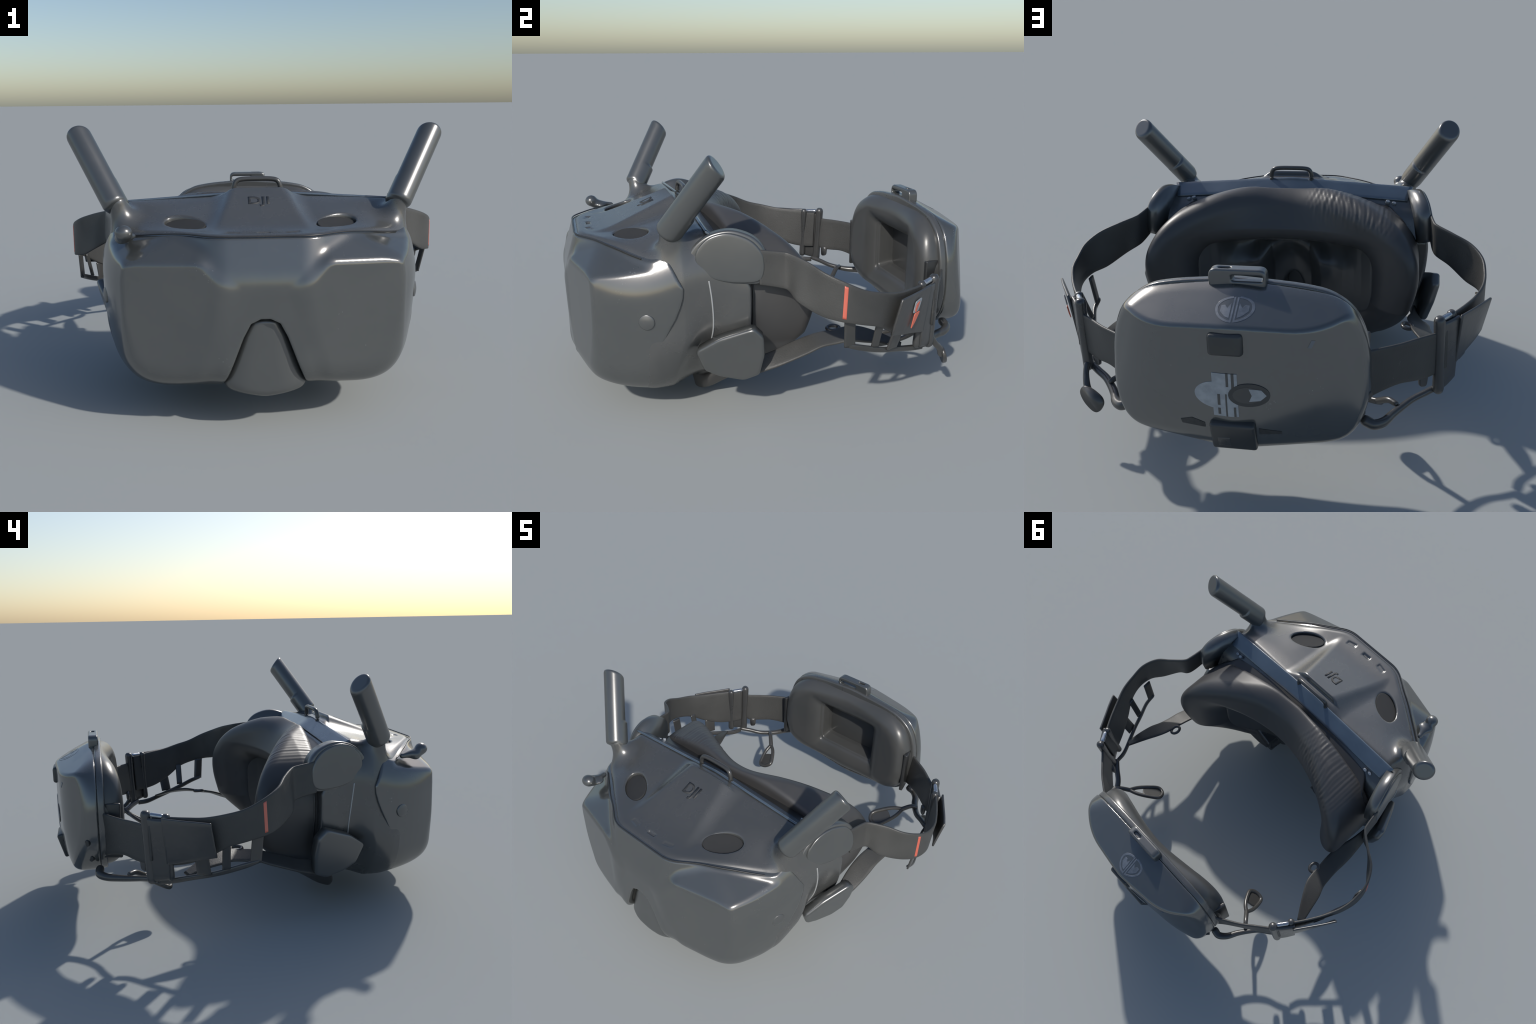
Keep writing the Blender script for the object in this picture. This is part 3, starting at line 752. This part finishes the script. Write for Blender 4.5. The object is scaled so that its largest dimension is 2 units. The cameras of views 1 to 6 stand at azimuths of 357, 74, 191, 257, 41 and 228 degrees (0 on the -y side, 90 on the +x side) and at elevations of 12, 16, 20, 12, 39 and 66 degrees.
def pack_cushion_f(p):
    x, y, z = p; a = np.sqrt(x*x + 0.0006)
    o = pack_outline(a, z) + 0.022
    front = 0.700 - 0.048*np.clip(a/0.42, 0, 1.3)**2 + 0.02*np.exp(-(a/0.2)**2)*sstep(0.5, 0.8, z)
    t = front - y
    d = round_extrude(o, t, 0.085)
    d = smax(d, y - 0.765, 0.01)
    d = smax(d, -pack_recess(x, y, z, 0.9), 0.07)
    rec = pack_recess(x, y, z, 1.2)
    return smin(d, smax(np.abs(rec - 0.010) - 0.010, np.abs(y - 0.79) - 0.048, 0.006), 0.012)
sdf_obj("pack_cushion", pack_cushion_f, (-0.52, 0.60, 0.12), (0.52, 0.90, 0.88), 0.006, M_PACKPAD)
box("battery_floor", (0.0, 0.838, 0.515), (1, 0, 0), (0, 1, 0), (0, 0, 1), (0.42, 0.02, 0.31), M_PACKPAD, bevel=0.004)

# belt anchors at the ends of the cushion
for s in (1, -1):
    box("strap_anchor", (0.455*s, 0.722, 0.46), (1, 0.25*s, 0), (-0.25*s, 1, 0), (0, 0, 1), (0.022, 0.09, 0.27), M_DARK, bevel=0.006)

# handle loop on top
def handle_f(p):
    x, y, z = p
    d = round_extrude(smax(np.abs(x + 0.004) - 0.107, np.abs(z - 0.830) - 0.040, 0.03), np.abs(y - 0.787) - 0.025, 0.008)
    hole = smax(np.abs(x + 0.04) - 0.058, np.abs(z - 0.836) - 0.011, 0.010)
    d = smax(d, -hole, 0.008)
    slot = smax(np.abs(x - 0.045) - 0.024, np.abs(y - 0.788) - 0.009, 0.012)
    return smax(d, -smax(slot, 0.854 - z, 0.004), 0.005)
sdf_obj("pack_handle", handle_f, (-0.13, 0.74, 0.78), (0.12, 0.83, 0.91), 0.003, M_MATT)

# button, bottom clip, end sockets
box("pack_button", (0.004, 0.982, 0.664), (1, 0, 0), (0, 1, 0), (0, 0, 1), (0.126, 0.040, 0.084), M_TRIM, bevel=0.014)
def on_pack(x, z, off=0.0):
    """point of the pack's back surface at (x, z)"""
    lo_, hi_ = 0.80, 1.05
    for _ in range(24):
        m = 0.5*(lo_ + hi_)
        if pack_f([np.array([x]), np.array([m]), np.array([z])])[0] < 0: lo_ = m
        else: hi_ = m
    return np.array((x, lo_, z)) + np.array((0, off, 0))
cl = on_pack(-0.006, 0.292); cw = on_pack(0.028, 0.272)
box("pack_clip", cl + (0, -0.012, 0), (1, 0, 0), (0, 0.955, -0.29), (0, 0.29, 0.955), (0.168, 0.046, 0.130), M_TRIM, bevel=0.012)
box("clip_window", cw + (0, 0.002, -0.003), (1, 0, 0), (0, 0.955, -0.29), (0, 0.29, 0.955), (0.05, 0.02, 0.045), M_BUCKLE, bevel=0.004)
def decal(name, outline, mat, off=0.0016, up=0.0, fill=8):
    """thin print that follows the pack's back: outline in (x, z)"""
    P = np.array(outline, float); Q = []
    for k in range(len(P)):             # short steps, so that the print hugs the curved shell
        a, b = P[k], P[(k + 1) % len(P)]
        m = max(1, int(np.linalg.norm(b - a) / 0.008))
        Q += [a + (b - a)*t/m for t in range(m)]
    P = np.array(Q); c = P.mean(0)
    rings = [[on_pack(*(c + (p - c)*f), off) + np.array((0, 0, up)) for p in P] for f in np.linspace(0.08, 1, fill)]
    rings.append([on_pack(*p, -0.003) for p in P])
    link(name, loft(name, rings), mat, smooth=False)
def arc(cx, cz, rx, rz, a0, a1, n=20):
    return [(cx + rx*math.cos(math.radians(t)), cz + rz*math.sin(math.radians(t))) for t in np.linspace(a0, a1, n)]
# round badge on the sloping top: ring halves split by twin bars
bc = (-0.018, 0.766)
def ring_band(cx, cz, rx, rz, w, a0, a1, n=18):
    return arc(cx, cz, rx, rz, a0, a1, n), arc(cx, cz, rx - w, rz - w*rz/rx, a0, a1, n)
def strip_decal(name, outer, inner, mat, off=0.0018):
    rings = [[on_pack(*(np.array(o)*(1-t) + np.array(i)*t), off) for o, i in zip(outer, inner)] for t in (0, 0.5, 1)]
    rings += [[on_pack(*(np.array(o)*t + np.array(i)*(1-t)), -0.002) for o, i in zip(outer, inner)] for t in (0, 1)]
    n = len(outer); R = []
    for j in range(n):
        R.append([rings[0][j], rings[1][j], rings[2][j], rings[3][j], rings[4][j]])
    link(name, loft(name, R), mat, smooth=False)
for a0, a1 in ((100, 262), (-82, 80)):
    strip_decal("badge_ring", *ring_band(bc[0], bc[1], 0.070, 0.027, 0.010, a0, a1), M_FAINT)
    sgn = 1 if a0 < 0 else -1
    decal("badge_field", [(bc[0] + sgn*x, bc[1] + z) for x, z in ((0.014, -0.018), (0.030, -0.015), (0.050, -0.006), (0.050, 0.006), (0.036, 0.008), (0.026, 0.002), (0.014, 0.013))], M_FAINT)
for dx in (-0.006, 0.006):
    strip_decal("badge_bar", [(bc[0]+dx-0.003, bc[1]-0.027), (bc[0]+dx-0.003, bc[1]), (bc[0]+dx-0.003, bc[1]+0.025)], [(bc[0]+dx+0.003, bc[1]-0.027), (bc[0]+dx+0.003, bc[1]), (bc[0]+dx+0.003, bc[1]+0.025)], M_FAINT)
# larger emblem: half disc, upright bars, dark oval with a pale centre
ec = (0.036, 0.462)
decal("emblem_disc", arc(ec[0], ec[1], 0.092, 0.055, -88, 88, 24), M_PALE)
def bar(name, x0, w, z0, z1, mat, off):
    decal(name, [(x0 - w, z0), (x0 + w, z0), (x0 + w, (z0+z1)/2), (x0 + w, z1), (x0 - w, z1), (x0 - w, (z0+z1)/2)], mat, off=off, fill=5)
bar("emblem_block", 0.014, 0.046, 0.378, 0.551, M_PALE, 0.0020)
for x0, w, z0, z1 in ((0.004, 0.0045, 0.500, 0.552), (-0.016, 0.005, 0.490, 0.552), (0.037, 0.005, 0.386, 0.412), (0.037, 0.005, 0.424, 0.468), (0.010, 0.003, 0.378, 0.470), (-0.020, 0.004, 0.378, 0.418)):
    bar("emblem_bar", x0, w, z0, z1, M_BUCKLE, 0.0026)
decal("emblem_oval", arc(-0.072, 0.468, 0.074, 0.046, 0, 345, 28), M_TRIM, off=0.0032)
decal("emblem_face", arc(-0.066, 0.468, 0.052, 0.032, 0, 340, 20), M_BUCKLE, off=0.0038)
decal("emblem_face", [(-0.072, 0.444), (-0.112, 0.448), (-0.134, 0.468), (-0.116, 0.490), (-0.072, 0.494), (-0.082, 0.468)], M_PALE, off=0.0044, fill=5)
# scuffed dark print beside the clip
decal("dark_scuff", [(0.10, 0.315), (0.19, 0.318), (0.195, 0.335), (0.15, 0.350), (0.10, 0.336)], M_PRINT, fill=5)
decal("dark_scuff", [(-0.10, 0.300), (-0.18, 0.302), (-0.18, 0.312), (-0.10, 0.326)], M_PRINT, fill=5)
decal("sky_reflection_decal", [(-0.277, 0.652), (-0.290, 0.650), (-0.303, 0.676), (-0.290, 0.678)], M_STRIP, fill=5)  # small blue decal drawn where the shell catches a reflection
# two small sockets on the -x end
for yy, zz in ((0.842, 0.415), (0.828, 0.330)):
    c = out_x(pack_f, yy, zz, -1, 0.0)
    n = np.array((-0.75, 0.64, -0.15)); n /= np.linalg.norm(n); e1 = np.cross(n, (0, 0, 1)); e1 /= np.linalg.norm(e1); e2 = np.cross(n, e1)
    slab("socket", [np.array(c) + n*0.004 + 0.017*(0.8*math.cos(t)*e1 + math.sin(t)*e2) for t in np.linspace(0, 2*math.pi, 20, endpoint=False)], 0.03, M_DARK, bevel=0.003, corner=0.3)

# ------------------------------------------------------------------ lettering on the top plateau
cu = bpy.data.curves.new("lettering", "FONT"); cu.body = "DJI"; cu.align_x = "CENTER"; cu.align_y = "CENTER"; cu.size = 0.078; cu.offset = 0.0022; cu.extrude = 0.0
to = bpy.data.objects.new("lettering", cu); bpy.context.scene.collection.objects.link(to)
bpy.context.view_layer.update()
me = bpy.data.meshes.new_from_object(to.evaluated_get(bpy.context.evaluated_depsgraph_get()))
bpy.data.objects.remove(to)
bm = bmesh.new(); bm.from_mesh(me)
ext = bmesh.ops.extrude_face_region(bm, geom=list(bm.faces))
topv = {v for v in ext["geom"] if isinstance(v, bmesh.types.BMVert)}
for v in bm.verts:
    x, y = v.co.x - 0.004, -0.590 + v.co.y
    v.co = Vector((x, y, on_top(x, y) + (0.0012 if v in topv else -0.004)))
bmesh.ops.recalc_face_normals(bm, faces=bm.faces)
bm.to_mesh(me); bm.free(); me.name = "lettering"
link("lettering", me, M_PRINT, smooth=False)
